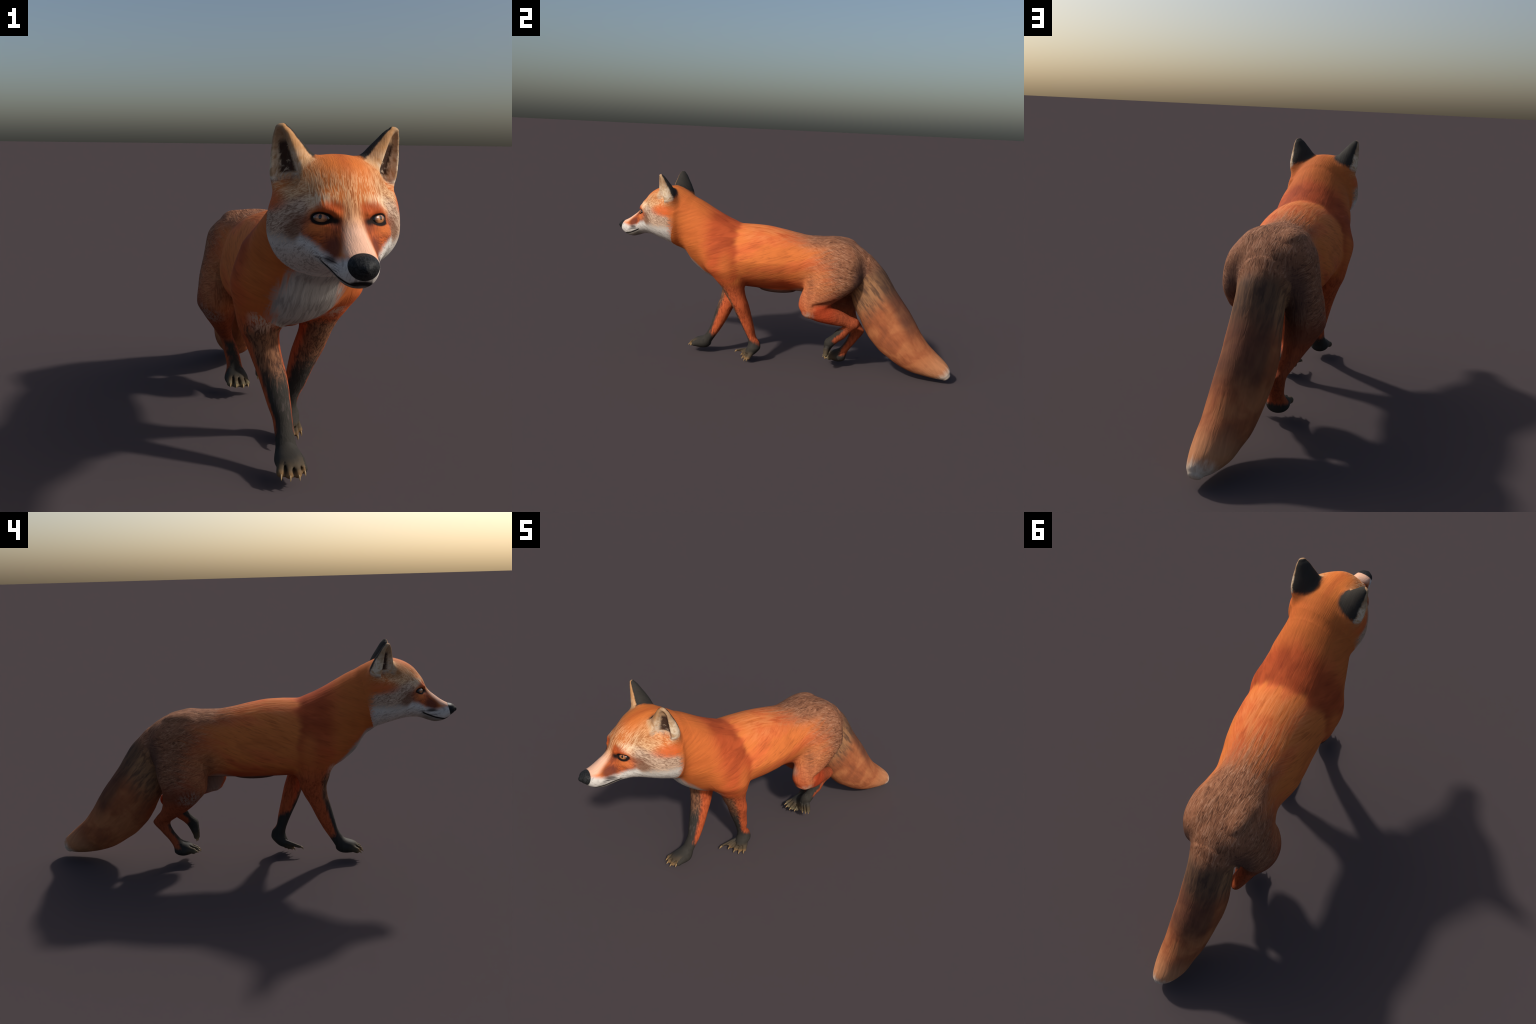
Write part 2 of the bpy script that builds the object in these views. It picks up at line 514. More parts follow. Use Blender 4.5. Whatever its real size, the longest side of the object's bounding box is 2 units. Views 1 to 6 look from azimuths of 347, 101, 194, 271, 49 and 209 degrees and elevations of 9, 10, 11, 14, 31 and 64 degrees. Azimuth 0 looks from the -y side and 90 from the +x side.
# =====================================================================
#  REGIONS
# =====================================================================
def region_of(P):
    x, y, z = P.T
    hx, hy, hz = to_head(x, y, z)
    R = np.full(len(P), 'torso', dtype=object)
    R[y < -0.43 + 0.45 * (0.80 - z) * 0.5] = 'neck'
    R[(hy < -0.57 + 0.25 * (hz - 0.80)) & (hz > 0.64)] = 'head'
    fh = head(x, y, z)
    for sx, nm in ((-1, 'ear_r'), (1, 'ear_l')):
        t, c, n = ear_coords(sx, x, y, z)
        a, b = look(ear_tab, t)
        R[(t > -0.3) & ((c / (a + .004))**2 + (n / (b + .006))**2 < 1) & (fh > 0.004) & (hx * sx > 0)] = nm
    R[nose_mask(hx, hy, hz) & (hy < -0.9)] = 'nose'
    s = (y - 0.5) * 0.672 - (z - 0.6) * 0.741
    ft = tail(x, y, z)
    lim = {k: np.min([f(x, y, z) for f in fs], 0) for k, fs in LIMB.items()}
    body = np.minimum(trunk(x, y, z), ft)
    for k in LIMB:
        zt = 0.52 if k in ('rf', 'lf') else 0.66
        side = (x < 0.01) if k[0] == 'r' else (x > -0.02)
        fore = (y < 0) if k[1] == 'f' else (y > 0.1) & (y < 0.52)
        R[(lim[k] < body) & (z < zt) & side & fore & (s < 0.45)] = k
    R[(ft < trunk(x, y, z)) & (s > 0.0) & (ft < np.min(list(lim.values()), 0)) & (y > 0.4)] = 'tail'
    for k, p in PAW.items():
        pts = np.array([q for t in p['toes'] for q in t[:2]])
        lo, hi = pts.min(0) - 0.05, pts.max(0) + 0.05
        plane = {'rf': y < -0.445, 'lf': z < 0.095 , 'lh': z < 0.150, 'rh': y < 0.362}[k]
        m = plane & np.all((P > lo) & (P < hi), 1)
        m &= (R == k) | (R == 'torso')
        R[m] = k + '_paw'
    return R


def nose_mask(hx, hy, hz):
    return hy < -0.961 - 0.30 * (0.752 - hz) + 0.0
FC = V[Q].mean(1)
REG = region_of(FC)

# =====================================================================
#  MATERIAL NODE HELPERS
# =====================================================================
class X:
    """tiny expression wrapper: arithmetic on sockets builds Math nodes"""
    nt = None
    def __init__(s, sock):
        s.s = sock
    @staticmethod
    def m(op, *a, clamp=False):
        n = X.nt.nodes.new('ShaderNodeMath')
        n.operation = op
        n.use_clamp = clamp
        for i, v in enumerate(a):
            if isinstance(v, X):
                X.nt.links.new(v.s, n.inputs[i])
            else:
                n.inputs[i].default_value = v
        return X(n.outputs[0])
    def __add__(s, o): return X.m('ADD', s, o)
    __radd__ = __add__
    def __sub__(s, o): return X.m('SUBTRACT', s, o)
    def __rsub__(s, o): return X.m('SUBTRACT', o, s)
    def __mul__(s, o): return X.m('MULTIPLY', s, o)
    __rmul__ = __mul__
    def __truediv__(s, o): return X.m('DIVIDE', s, o)
    def __neg__(s): return X.m('MULTIPLY', s, -1.0)
def absx(a): return X.m('ABSOLUTE', a)
def mx(a, b): return X.m('MAXIMUM', a, b)
def mn(a, b): return X.m('MINIMUM', a, b)
def sqrt(a): return X.m('SQRT', a)
def step(v, a, b):
    """smooth 0->1 as v goes a->b (a may exceed b)"""
    n = X.nt.nodes.new('ShaderNodeMapRange')
    n.interpolation_type = 'SMOOTHSTEP'
    inv = a > b
    if inv:
        a, b = b, a
    X.nt.links.new(v.s, n.inputs['Value'])
    n.inputs['From Min'].default_value = a
    n.inputs['From Max'].default_value = b
    n.inputs['To Min'].default_value = 1.0 if inv else 0.0
    n.inputs['To Max'].default_value = 0.0 if inv else 1.0
    return X(n.outputs['Result'])
def ell(x, y, z, c, r, soft=0.5):
    """soft ellipsoidal mask; 1 inside"""
    q = None
    for v, ci, ri in zip((x, y, z), c, r):
        if ri is None:
            continue
        d = (v - ci) / ri
        q = d * d if q is None else q + d * d
    return step(sqrt(q), 1 + soft, 1 - soft)
def curve(v, pts):
    """piecewise-linear function through a colour ramp"""
    xs = [p[0] for p in pts]; ys = [p[1] for p in pts]
    x0, x1, y0, y1 = min(xs), max(xs), min(ys), max(ys)
    n = X.nt.nodes.new('ShaderNodeValToRGB')
    el = n.color_ramp.elements
    ps = sorted(pts)
    while len(el) < len(ps):
        el.new(0.5)
    for e, (a, b) in zip(el, ps):
        e.position = (a - x0) / (x1 - x0)
    for e, (a, b) in zip(el, ps):
        g = (b - y0) / max(y1 - y0, 1e-6)
        e.color = (g, g, g, 1)
    X.nt.links.new(((v - x0) / (x1 - x0)).s, n.inputs[0])
    return X(n.outputs[0]) * (y1 - y0) + y0
def vec(x, y, z):
    n = X.nt.nodes.new('ShaderNodeCombineXYZ')
    for i, v in enumerate((x, y, z)):
        if isinstance(v, X):
            X.nt.links.new(v.s, n.inputs[i])
        else:
            n.inputs[i].default_value = v
    return n.outputs[0]
def noise(v, scale=1.0, detail=3.0, rough=0.55, dist=0.0):
    n = X.nt.nodes.new('ShaderNodeTexNoise')
    X.nt.links.new(v, n.inputs['Vector'])
    n.inputs['Scale'].default_value = scale
    n.inputs['Detail'].default_value = detail
    n.inputs['Roughness'].default_value = rough
    n.inputs['Distortion'].default_value = dist
    return X(n.outputs['Fac'])
def side_facing(a=0.45, b=0.80):
    """1 where the skin faces sideways: fur strokes are laid differently there"""
    g = X.nt.nodes.new('ShaderNodeNewGeometry')
    sp = X.nt.nodes.new('ShaderNodeSeparateXYZ')
    X.nt.links.new(g.outputs['Normal'], sp.inputs[0])
    return step(absx(X(sp.outputs[0])), a, b)
def strokes(x, y, z, fine=100, run=12, tilt=0.3, detail=4.0, dist=0.5):
    """hair strokes: along the body on the flanks, down the middle on back and rump"""
    sd = noise(vec(x * run, (y + z * tilt) * run, (z - y * tilt) * fine), 1.0, detail, 0.6, dist)
    tp = noise(vec(x * fine, y * run, z * run), 1.0, detail, 0.6, dist)
    return tp + (sd - tp) * side_facing()
def srgb(r, g, b):
    f = lambda c: (c / 255 / 12.92) if c <= 10 else ((c / 255 + 0.055) / 1.055) ** 2.4
    return (f(r), f(g), f(b), 1.0)
def mixc(a, b, f):
    n = X.nt.nodes.new('ShaderNodeMix')
    n.data_type = 'RGBA'
    n.clamp_factor = True
    if isinstance(f, X):
        X.nt.links.new(f.s, n.inputs[0])
    else:
        n.inputs[0].default_value = f
    for i, v in ((6, a), (7, b)):
        if isinstance(v, tuple):
            n.inputs[i].default_value = v
        else:
            X.nt.links.new(v, n.inputs[i])
    return n.outputs[2]
def scalec(c, f):
    """multiply a colour by a scalar"""
    n = X.nt.nodes.new('ShaderNodeVectorMath')
    n.operation = 'SCALE'
    if isinstance(c, tuple):
        n.inputs[0].default_value = c[:3]
    else:
        X.nt.links.new(c, n.inputs[0])
    X.nt.links.new(f.s, n.inputs['Scale'])
    return n.outputs[0]
def new_mat(name):
    m = bpy.data.materials.new(name)
    m.use_nodes = True
    X.nt = m.node_tree
    b = m.node_tree.nodes['Principled BSDF']
    tc = m.node_tree.nodes.new('ShaderNodeTexCoord')
    sp = m.node_tree.nodes.new('ShaderNodeSeparateXYZ')
    m.node_tree.links.new(tc.outputs['Object'], sp.inputs[0])
    return m, b, tuple(X(sp.outputs[i]) for i in range(3))
def finish(b, col, rough=0.6, bump=None, strength=0.3, dist=0.004, spec=0.08):
    if isinstance(col, tuple):
        b.inputs['Base Color'].default_value = col
    else:
        X.nt.links.new(col, b.inputs['Base Color'])
    b.inputs['Roughness'].default_value = rough
    b.inputs['Specular IOR Level'].default_value = spec
    if bump is not None:
        n = X.nt.nodes.new('ShaderNodeBump')
        n.inputs['Strength'].default_value = strength
        n.inputs['Distance'].default_value = dist
        X.nt.links.new(bump.s, n.inputs['Height'])
        X.nt.links.new(n.outputs[0], b.inputs['Normal'])
def head_xyz(x, y, z):
    dx, dy = x - HO[0], y - HO[1]
    return dx * CA - dy * SA, dx * SA + dy * CA - 0.65, z + dx * 0.02

# ---------------------------------------------------------------- palette
ORANGE = srgb(216, 110, 60)
AMBER = srgb(214, 117, 59)
RUST = srgb(168, 62, 32)
DEEP = srgb(118, 48, 34)
BROWN = srgb(146, 92, 68)
GREYB = srgb(150, 112, 96)
DARKB = srgb(70, 50, 46)
WHITE = srgb(212, 205, 197)
CREAM = srgb(226, 182, 140)
TAN = srgb(196, 146, 98)
BLACK = srgb(54, 51, 47)
PINK = srgb(230, 182, 154)


def body_colour(x, y, z):
    """coat of trunk, shared by neck, torso, tail root and upper limbs"""
    sgn = absx(x)
    # hair strokes running back and down the flank
    uy, uz = y + z * 0.35, z - y * 0.35
    st = strokes(x, y, z, 95, 11, 0.35)
    st2 = noise(vec(x * 16, uy * 3.0, uz * 13), 1.0, 2.0, 0.5, 0.3)
    col = mixc(ORANGE, AMBER, step(st2, 0.40, 0.62))
    col = mixc(col, RUST, step(st2, 0.46, 0.30) * 0.30)
    cl = noise(vec(x * 7, uy * 4, uz * 8), 1.0, 3.0, 0.6, 0.5)
    col = mixc(col, srgb(150, 68, 36), step(cl, 0.50, 0.32) * 0.25)
    col = mixc(col, srgb(160, 78, 42), step(st, 0.46, 0.30) * 0.4)
    # paler hair tips along the back
    col = mixc(col, srgb(214, 128, 76), step(z, 0.70, 0.77) * step(y, -0.24, -0.14) * step(st, 0.42, 0.62) * 0.7)
    # lower flank rusty
    col = mixc(col, RUST, step(z + (st2 - 0.5) * 0.1, 0.53, 0.46) * step(y, -0.25, -0.18) * 0.65)
    # shoulder cape : deep red band behind the neck
    yb = y + z * 0.05 - 0.035 + (st2 - 0.5) * 0.10
    band = step(yb, -0.43, -0.32) * step(yb, -0.205, -0.245) * step(z, 0.54, 0.68)
    col = mixc(col, DEEP, band * (0.22 + 0.45 * step(st2, 0.36, 0.62)))
    col = mixc(col, RUST, step(yb, -0.46, -0.36) * step(yb, -0.20, -0.25) * step(z, 0.40, 0.50) * 0.45)
    # amber neck and upper arm
    col = mixc(col, srgb(192, 102, 49), step(y, -0.36, -0.46) * 0.8)
    arm = ell(sgn, y, z, (0.19, -0.275, 0.59), (0.08, 0.035, 0.07), 0.7)
    col = mixc(col, AMBER, arm * 0.6)
    # grey-brown grizzled saddle and rump
    g = step(y + (z - 0.77) * 0.6 - sgn * 0.1 + (st - 0.5) * 0.25, -0.02, 0.20)
    rp = step(y + (z - 0.6) * 0.20 + (st - 0.5) * 0.30, 0.13, 0.38)
    wv = strokes(x, y, z, 120, 24, -0.35, 3.0, 1.2)
    gm = mx(g * step(z, 0.67, 0.74), rp)
    griz = mixc(srgb(82, 58, 46), srgb(134, 92, 68), step(wv, 0.34, 0.50))
    griz = mixc(griz, srgb(166, 124, 98), step(wv, 0.50, 0.68) * 0.9)
    col = mixc(col, griz, gm * 0.92)
    # warm tan front of the thigh
    tan = ell(sgn, y, z, (0.17, 0.22, 0.47), (0.12, 0.09, 0.12), 0.6)
    col = mixc(col, mixc(srgb(150, 92, 60), srgb(188, 120, 80), step(wv, 0.38, 0.60)), tan * 0.75)
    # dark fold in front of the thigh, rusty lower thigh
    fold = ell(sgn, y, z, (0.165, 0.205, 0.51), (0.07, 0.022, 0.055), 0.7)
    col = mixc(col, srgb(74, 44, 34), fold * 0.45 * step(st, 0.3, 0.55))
    col = mixc(col, srgb(122, 62, 42), step(z + (st - 0.5) * 0.08, 0.47, 0.38) * step(y, 0.22, 0.30) * 0.8)
    # pale groin
    col = mixc(col, srgb(176, 158, 142), ell(sgn, y, z, (0.06, 0.15, 0.435), (0.06, 0.06, 0.03), 0.6) * 0.8)
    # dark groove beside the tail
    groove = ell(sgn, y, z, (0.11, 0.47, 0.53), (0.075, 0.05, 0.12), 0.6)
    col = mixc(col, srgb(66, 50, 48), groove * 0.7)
    return col, st, wv, gm


def grain(col, st, amount=0.35):
    return scalec(col, 0.95 - amount * 0.5 + amount * st)

MATS = {}
# ---------------------------------------------------------------- coat
def coat():
    m, b, (x, y, z) = new_mat('fox_coat')
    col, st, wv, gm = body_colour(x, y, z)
    # pale throat and chest bib
    yz = y + (z - 0.6) * 0.55
    bibw = curve(z, [(0.46, 0.085), (0.55, 0.102), (0.60, 0.098), (0.64, 0.085), (0.72, 0.070)])
    bib = step(absx(x + 0.014) - bibw + (st - 0.5) * 0.09, 0.022, -0.022)
    bib = bib * step(yz, -0.385, -0.43) * step(z, 0.74, 0.70)
    col = mixc(col, mixc(srgb(164, 156, 149), srgb(188, 180, 172), step(st, 0.34, 0.56)), bib)
    # dark strip along the underside of the belly
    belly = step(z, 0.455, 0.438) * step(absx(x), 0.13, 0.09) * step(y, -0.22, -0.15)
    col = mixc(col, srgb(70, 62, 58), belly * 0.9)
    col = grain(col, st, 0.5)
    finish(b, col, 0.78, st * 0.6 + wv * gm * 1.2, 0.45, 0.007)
    return m
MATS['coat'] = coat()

# ---------------------------------------------------------------- head
def head_mat():
    """face, ears and nose pad : one material with masks, so no seam shows"""
    m, b, (x0, y0, z0) = new_mat('fox_face')
    body, st0, wv, gm = body_colour(x0, y0, z0)
    x, y, z = head_xyz(x0, y0, z0)
    ax = absx(x)
    # fur: on the forehead it runs up and back, on the cheeks back and down
    along = y * 0.62 + z * 0.78
    fh = noise(vec(x * 240, along * 30, y * 10), 1.0, 3.0, 0.6, 0.7)
    ck = noise(vec(ax * 40, (y - z * 0.5) * 36, (z + y * 0.45) * 200), 1.0, 3.0, 0.6, 1.2)
    side = step(ax + (0.90 - z) * 0.3, 0.075, 0.115)
    fur = fh + (ck - fh) * side
    wob = fur - 0.5
    col = srgb(208, 114, 54)
    # crown darker in the middle
    col = mixc(col, srgb(180, 88, 42), step(ax, 0.03, 0.0) * step(z, 0.93, 0.97) * 0.6)
    # pale strokes over forehead and brow
    pale = step(z + wob * 0.06, 0.985, 0.925) * step(z, 0.855, 0.885)
    col = mixc(col, mixc(srgb(178, 106, 58), srgb(220, 172, 126), step(fur, 0.36, 0.62)), pale * (0.25 + 0.5 * step(fur, 0.40, 0.60)))
    temple = ell(ax, y, z, (0.118, -0.745, 0.905), (0.055, 0.075, 0.060), 0.5)
    col = mixc(col, mixc(srgb(164, 114, 74), srgb(210, 170, 130), step(fur, 0.35, 0.62)), temple * 0.85)
    brow = ell(ax, y, z, (0.085, -0.800, 0.885), (0.040, 0.04, 0.018), 0.6)
    col = mixc(col, srgb(226, 196, 162), brow * step(fur, 0.3, 0.55) * 0.8)
    # grey cheek ruff
    ruff = step(z + (y + 0.70) * 0.30 + wob * 0.05, 0.890, 0.855) * step(ax, 0.085, 0.115) * step(y + wob * 0.10, -0.560, -0.605)
    rc = mixc(srgb(136, 104, 84), srgb(196, 166, 142), step(fur, 0.34, 0.62))
    rc = mixc(rc, srgb(206, 198, 188), step(z + wob * 0.05, 0.80, 0.76))
    col = mixc(col, rc, ruff)
    # white lower cheek, jaw and throat
    low = z + wob * 0.022 - curve(y, [(-1.0, 0.765), (-0.95, 0.765), (-0.925, 0.757), (-0.89, 0.750), (-0.85, 0.765), (-0.81, 0.792), (-0.78, 0.797), (-0.755, 0.772), (-0.70, 0.762), (-0.62, 0.768), (-0.55, 0.755)])
    white = step(low, 0.012, -0.014) * step(y + wob * 0.10, -0.555, -0.595)
    # eye surround : red-brown mask running to the whisker pad and back to the cheek
    red = ell(ax, y, z, (0.078, -0.835, 0.815), (0.070, 0.075, 0.046), 0.3)
    col = mixc(col, mixc(srgb(128, 60, 36), srgb(182, 90, 48), step(fur, 0.32, 0.6)), red * 0.88)
    redtop = ell(ax, y, z, (0.048, -0.825, 0.866), (0.042, 0.03, 0.020), 0.5)
    col = mixc(col, srgb(176, 74, 34), redtop * 0.85)
    under = ell(ax, y, z, (0.085, -0.815, 0.818), (0.03, 0.03, 0.014), 0.6)
    col = mixc(col, srgb(214, 118, 62), under * 0.6)
    cor = ell(ax, y, z, (0.128, -0.752, 0.806), (0.03, 0.035, 0.026), 0.6)
    col = mixc(col, srgb(106, 66, 46), cor * 0.75)
    line = ell(ax, y, z, (0.112, -0.770, 0.835), (0.03, 0.03, 0.014), 0.6)
    col = mixc(col, srgb(110, 56, 34), line * 0.6)
    # brown tear stripe down to the whiskers
    tear = ell(ax, y, z, (0.056, -0.878, 0.775), (0.028, 0.040, 0.034), 0.5)
    tear2 = ell(ax, y, z, (0.036, -0.845, 0.828), (0.018, 0.03, 0.022), 0.6)
    col = mixc(col, srgb(104, 52, 40), mx(tear, tear2 * 0.7) * 0.9)
    col = mixc(col, mixc(srgb(176, 166, 158), WHITE, step(fur, 0.34, 0.52)), white)
    # pale bridge of the nose, tan between the eyes
    bw = curve(y, [(-1.0, 0.045), (-0.93, 0.040), (-0.89, 0.030), (-0.86, 0.026), (-0.82, 0.012)])
    bridge = step(ax - bw + wob * 0.008, 0.010, -0.010) * step(y + wob * 0.03, -0.815, -0.850) * step(z, 0.758, 0.775)
    bc = mixc(PINK, mixc(srgb(168, 104, 62), srgb(216, 158, 112), step(fur, 0.36, 0.58)), step(y, -0.890, -0.840))
    col = mixc(col, bc, bridge * 0.95)
    mid = step(ax, 0.014, 0.004) * step(y, -0.77, -0.80) * step(y, -0.86, -0.84)
    col = mixc(col, srgb(150, 84, 44), mid * step(fur, 0.55, 0.4) * 0.6)
    # black eye rim and tear corner
    q = (ax - 0.067) * 0.82 + (y + 0.8125) * 0.57
    w = z - 0.8435
    rim = sqrt((q / 0.0335) * (q / 0.0335) + (w / 0.0168) * (w / 0.0168))
    front = step(y, -0.74, -0.76)
    col = mixc(col, srgb(28, 20, 18), step(rim, 1.10, 0.85) * front)
    corner = ell(ax, y, z, (0.040, -0.838, 0.838), (0.016, 0.014, 0.010), 0.6)
    col = mixc(col, srgb(36, 24, 20), corner)
    # dark lips, chin, whisker rows
    lipz = z - curve(y, [(-0.99, 0.716), (-0.945, 0.700), (-0.90, 0.711), (-0.86, 0.727), (-0.83, 0.742)])
    lip = step(absx(lipz), 0.007, 0.002) * step(y, -0.825, -0.84)
    chin = step(lipz, 0.0, -0.008) * step(y, -0.80, -0.86)
    col = mixc(col, srgb(120, 112, 100), chin * 0.8)
    col = mixc(col, srgb(34, 30, 30), lip)
    wl = noise(vec(x * 14, y * 14, (z - y * 0.12) * 240), 1.0, 2.0, 0.5)
    wm = step(absx(z - 0.741 - (y + 0.87) * 0.25), 0.020, 0.008) * step(y, -0.79, -0.83) * step(y, -0.93, -0.90)
    col = mixc(col, srgb(50, 44, 46), step(wl, 0.54, 0.64) * wm * 0.85)
    spot = ell(ax, y, z, (0.058, -0.872, 0.748), (0.02, 0.03, 0.008), 0.6)
    col = mixc(col, srgb(44, 32, 32), spot * 0.8)
    # bright rust below the ear
    und = ell(ax, y, z, (0.165, -0.625, 0.872), (0.06, 0.085, 0.028), 0.5)
    col = mixc(col, srgb(200, 88, 40), und * (0.45 + 0.4 * step(fur, 0.35, 0.6)))
    col = mixc(col, body, step(y + wob * 0.09, -0.615, -0.555))
    # ---- ears, in their own mirrored coordinates
    p = (ax - float(EB[0]), y - float(EB[1]), z - float(EB[2]))
    t = (p[0]*float(EA[0]) + p[1]*float(EA[1]) + p[2]*float(EA[2])) / float(EL)
    c = p[0]*float(EC[0]) + p[1]*float(EC[1]) + p[2]*float(EC[2])
    n = p[0]*float(EN[0]) + p[1]*float(EN[1]) + p[2]*float(EN[2])
    a = curve(t, [(k[0], k[1]) for k in EAR_KEYS])
    bb = curve(t, [(k[0], k[2]) for k in EAR_KEYS])
    hair = noise(vec(c * 45, n * 45, (t + c * 5) * 9), 1.0, 3.0, 0.6, 0.5)
    hw = hair - 0.5
    u = c / a
    v = n / bb
    pf = mixc(srgb(186, 150, 114), srgb(222, 198, 168), step(hair, 0.30, 0.60))
    pf = mixc(pf, srgb(158, 122, 88), step(t, 0.45, 0.80) * 0.8)
    pf = mixc(pf, srgb(204, 146, 92), step(u + hw * 0.3, -0.30, -0.80) * 0.7)
    pf = mixc(pf, srgb(214, 200, 182), step(t + hw * 0.2, 0.42, 0.25) * step(absx(u - 0.25), 1.0, 0.6) * step(hair, 0.35, 0.6) * 0.6)
    pf = mixc(pf, srgb(92, 62, 48), step(t + hw * 0.35, 0.16, 0.06) * step(hair, 0.42, 0.58) * 0.8)
    hole = (1.0 - 0.55 * step(hair, 0.54, 0.66)) * step(absx(u - 0.16 + hw * 0.45), 0.44, 0.24) * step(t, 0.84, 0.68) * step(t + hw * 0.1, 0.10, 0.18) * step(v, -0.30, -0.10)
    pf = mixc(pf, srgb(54, 36, 32), hole * 0.95)
    lit = step(v + hw * 0.30 - mx(-u - 0.25, 0.0) * 0.9, -0.60, -0.38)
    ecol = mixc(BLACK, pf, lit)
    rad = sqrt(u * u + v * v)
    on_ear = step(t + hw * 0.2 + lit * 0.05 - mx(-u - 0.45, 0.0) * 0.35, 0.02, 0.18) * step(rad + hw * 0.3, 1.5, 1.12)
    skirt = ell(ax, y, z, (0.105, -0.700, 0.955), (0.055, 0.055, 0.050), 0.6)
    col = mixc(col, mixc(srgb(178, 110, 62), srgb(206, 150, 102), step(fur, 0.35, 0.62)), skirt * 0.75)
    col = mixc(col, ecol, on_ear)
    shade = scalec(col, 0.78 + 0.44 * fur)
    # ---- nose pad
    nose = step(y + 0.30 * (0.752 - z), -0.9595, -0.9625)
    nn = noise(vec(x * 220, y * 220, z * 220), 1.0, 2.0, 0.5)
    col = mixc(shade, mixc(srgb(30, 31, 32), srgb(46, 47, 48), step(nn, 0.35, 0.65)), nose)
    finish(b, col, 0.7, fur * 0.8, 0.4, 0.005)
    X.nt.links.new((0.74 - nose * 0.26).s, b.inputs['Roughness'])
    return m
MATS['head'] = head_mat()
MATS['ear_l'] = MATS['ear_r'] = MATS['nose'] = MATS['head']

# ---------------------------------------------------------------- limbs
def limb_mat(k):
    m, b, (x, y, z) = new_mat('fox_' + ('fore' if k[1] == 'f' else 'hind') + '_limb')
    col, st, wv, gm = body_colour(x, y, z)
    h = noise(vec(x * 110, y * 90, z * 22), 1.0, 3.0, 0.65, 0.8)
    hw = h - 0.5
    out = -1.0 if k[0] == 'r' else 1.0
    LEGC = mixc(srgb(158, 72, 42), srgb(184, 88, 50), step(h, 0.36, 0.58))
    if k[1] == 'h':
        LEGC = mixc(LEGC, srgb(112, 58, 40), 0.45)
    if k[1] == 'f':
        ctr = {'rf': [(0.03, -0.46), (0.12, -0.408), (0.155, -0.387), (0.21, -0.364), (0.29, -0.334), (0.35, -0.310), (0.50, -0.300)],
               'lf': [(0.03, -0.13), (0.115, -0.126), (0.15, -0.142), (0.20, -0.158), (0.27, -0.183), (0.35, -0.210), (0.50, -0.272)]}[k]
        cx = {'rf': [(0.03, -0.055), (0.155, -0.056), (0.21, -0.064), (0.29, -0.078), (0.35, -0.093), (0.50, -0.125)],
              'lf': [(0.03, 0.034), (0.15, 0.035), (0.20, 0.046), (0.27, 0.058), (0.35, 0.078), (0.50, 0.118)]}[k]
        rad = curve(z, [(0.03, 0.036), (0.155, 0.033), (0.29, 0.048), (0.40, 0.062), (0.50, 0.085)])
        fr = (y - curve(z, ctr)) / rad           # -1 front .. 1 back
        sd = (x - curve(z, cx)) / rad * out      # +1 outer side
        col = mixc(col, LEGC, step(z, 0.50, 0.44))
        front = step(fr + absx(sd) * 0.10 + hw * 0.45, -0.18, -0.65)
        tone = mixc(mixc(srgb(88, 58, 44), srgb(128, 88, 64), step(h, 0.38, 0.62)), mixc(BLACK, srgb(70, 63, 60), step(h, 0.50, 0.68)), step(z + hw * 0.1, 0.36, 0.26))
        col = mixc(col, tone, front * step(z + hw * 0.06, 0.49, 0.44))
        inn = step(sd, 0.1, -0.5) * (0.09 if k == 'lf' else 0.0)
        col = mixc(col, BLACK, step(z + hw * 0.05 + fr * 0.02 - inn, 0.155, 0.115))
        # pale elbow tuft at the chest
        tuft = ell(x, y, z, (-0.125 if k == 'rf' else 0.125, -0.385, 0.49), (0.04, 0.04, 0.035), 0.6)
        col = mixc(col, srgb(190, 170, 150), tuft * step(h, 0.35, 0.55) * 0.8)
    else:
        if k == 'lh':
            col = mixc(col, LEGC, step(z - curve(y, [(0.10, 0.31), (0.21, 0.315), (0.25, 0.388), (0.35, 0.420), (0.50, 0.45)]) + hw * 0.03, 0.006, -0.012))
            col = mixc(col, RUST, step(y, 0.40, 0.30) * step(z, 0.26, 0.29) * step(z, 0.42, 0.39) * step(y, 0.20, 0.26) * 0.8)
            col = mixc(col, srgb(150, 118, 104), step(x, 0.105, 0.085) * step(y, 0.27, 0.22) * step(z, 0.44, 0.41))
            knee = ell(x, y, z, (0.13, 0.205, 0.345), (0.05, 0.035, 0.03), 0.5)
            col = mixc(col, srgb(170, 150, 132), knee * step(h, 0.4, 0.55))
            col = mixc(col, BLACK, step(y * 0.7 + z * 0.7 + hw * 0.03, 0.370, 0.352) * step(z, 0.25, 0.23))
            col = mixc(col, BLACK, step(y * 0.7 - z * 0.7 + hw * 0.02, 0.108, 0.096) * step(z, 0.265, 0.25) * step(y, 0.44, 0.40))
        else:
            col = mixc(col, LEGC, step(z + hw * 0.05, 0.375, 0.31))
            pale = ell(x, y, z, (-0.19, 0.29, 0.36), (0.06, 0.06, 0.04), 0.6)
            col = mixc(col, srgb(160, 140, 126), pale * step(h, 0.42, 0.56) * 0.7)
            dk = step(y - curve(z, [(0.03, 0.36), (0.12, 0.398), (0.16, 0.424), (0.20, 0.44)]) + hw * 0.02, -0.004, -0.020)
            col = mixc(col, BLACK, dk * step(z, 0.23, 0.19))
            col = mixc(col, BLACK, step(z + hw * 0.02 , 0.088, 0.068))
    col = grain(col, h, 0.5)
    finish(b, col, 0.78, h * 0.6 + wv * gm, 0.45, 0.006)
    return m
for k in LIMB:
    MATS[k] = limb_mat(k)

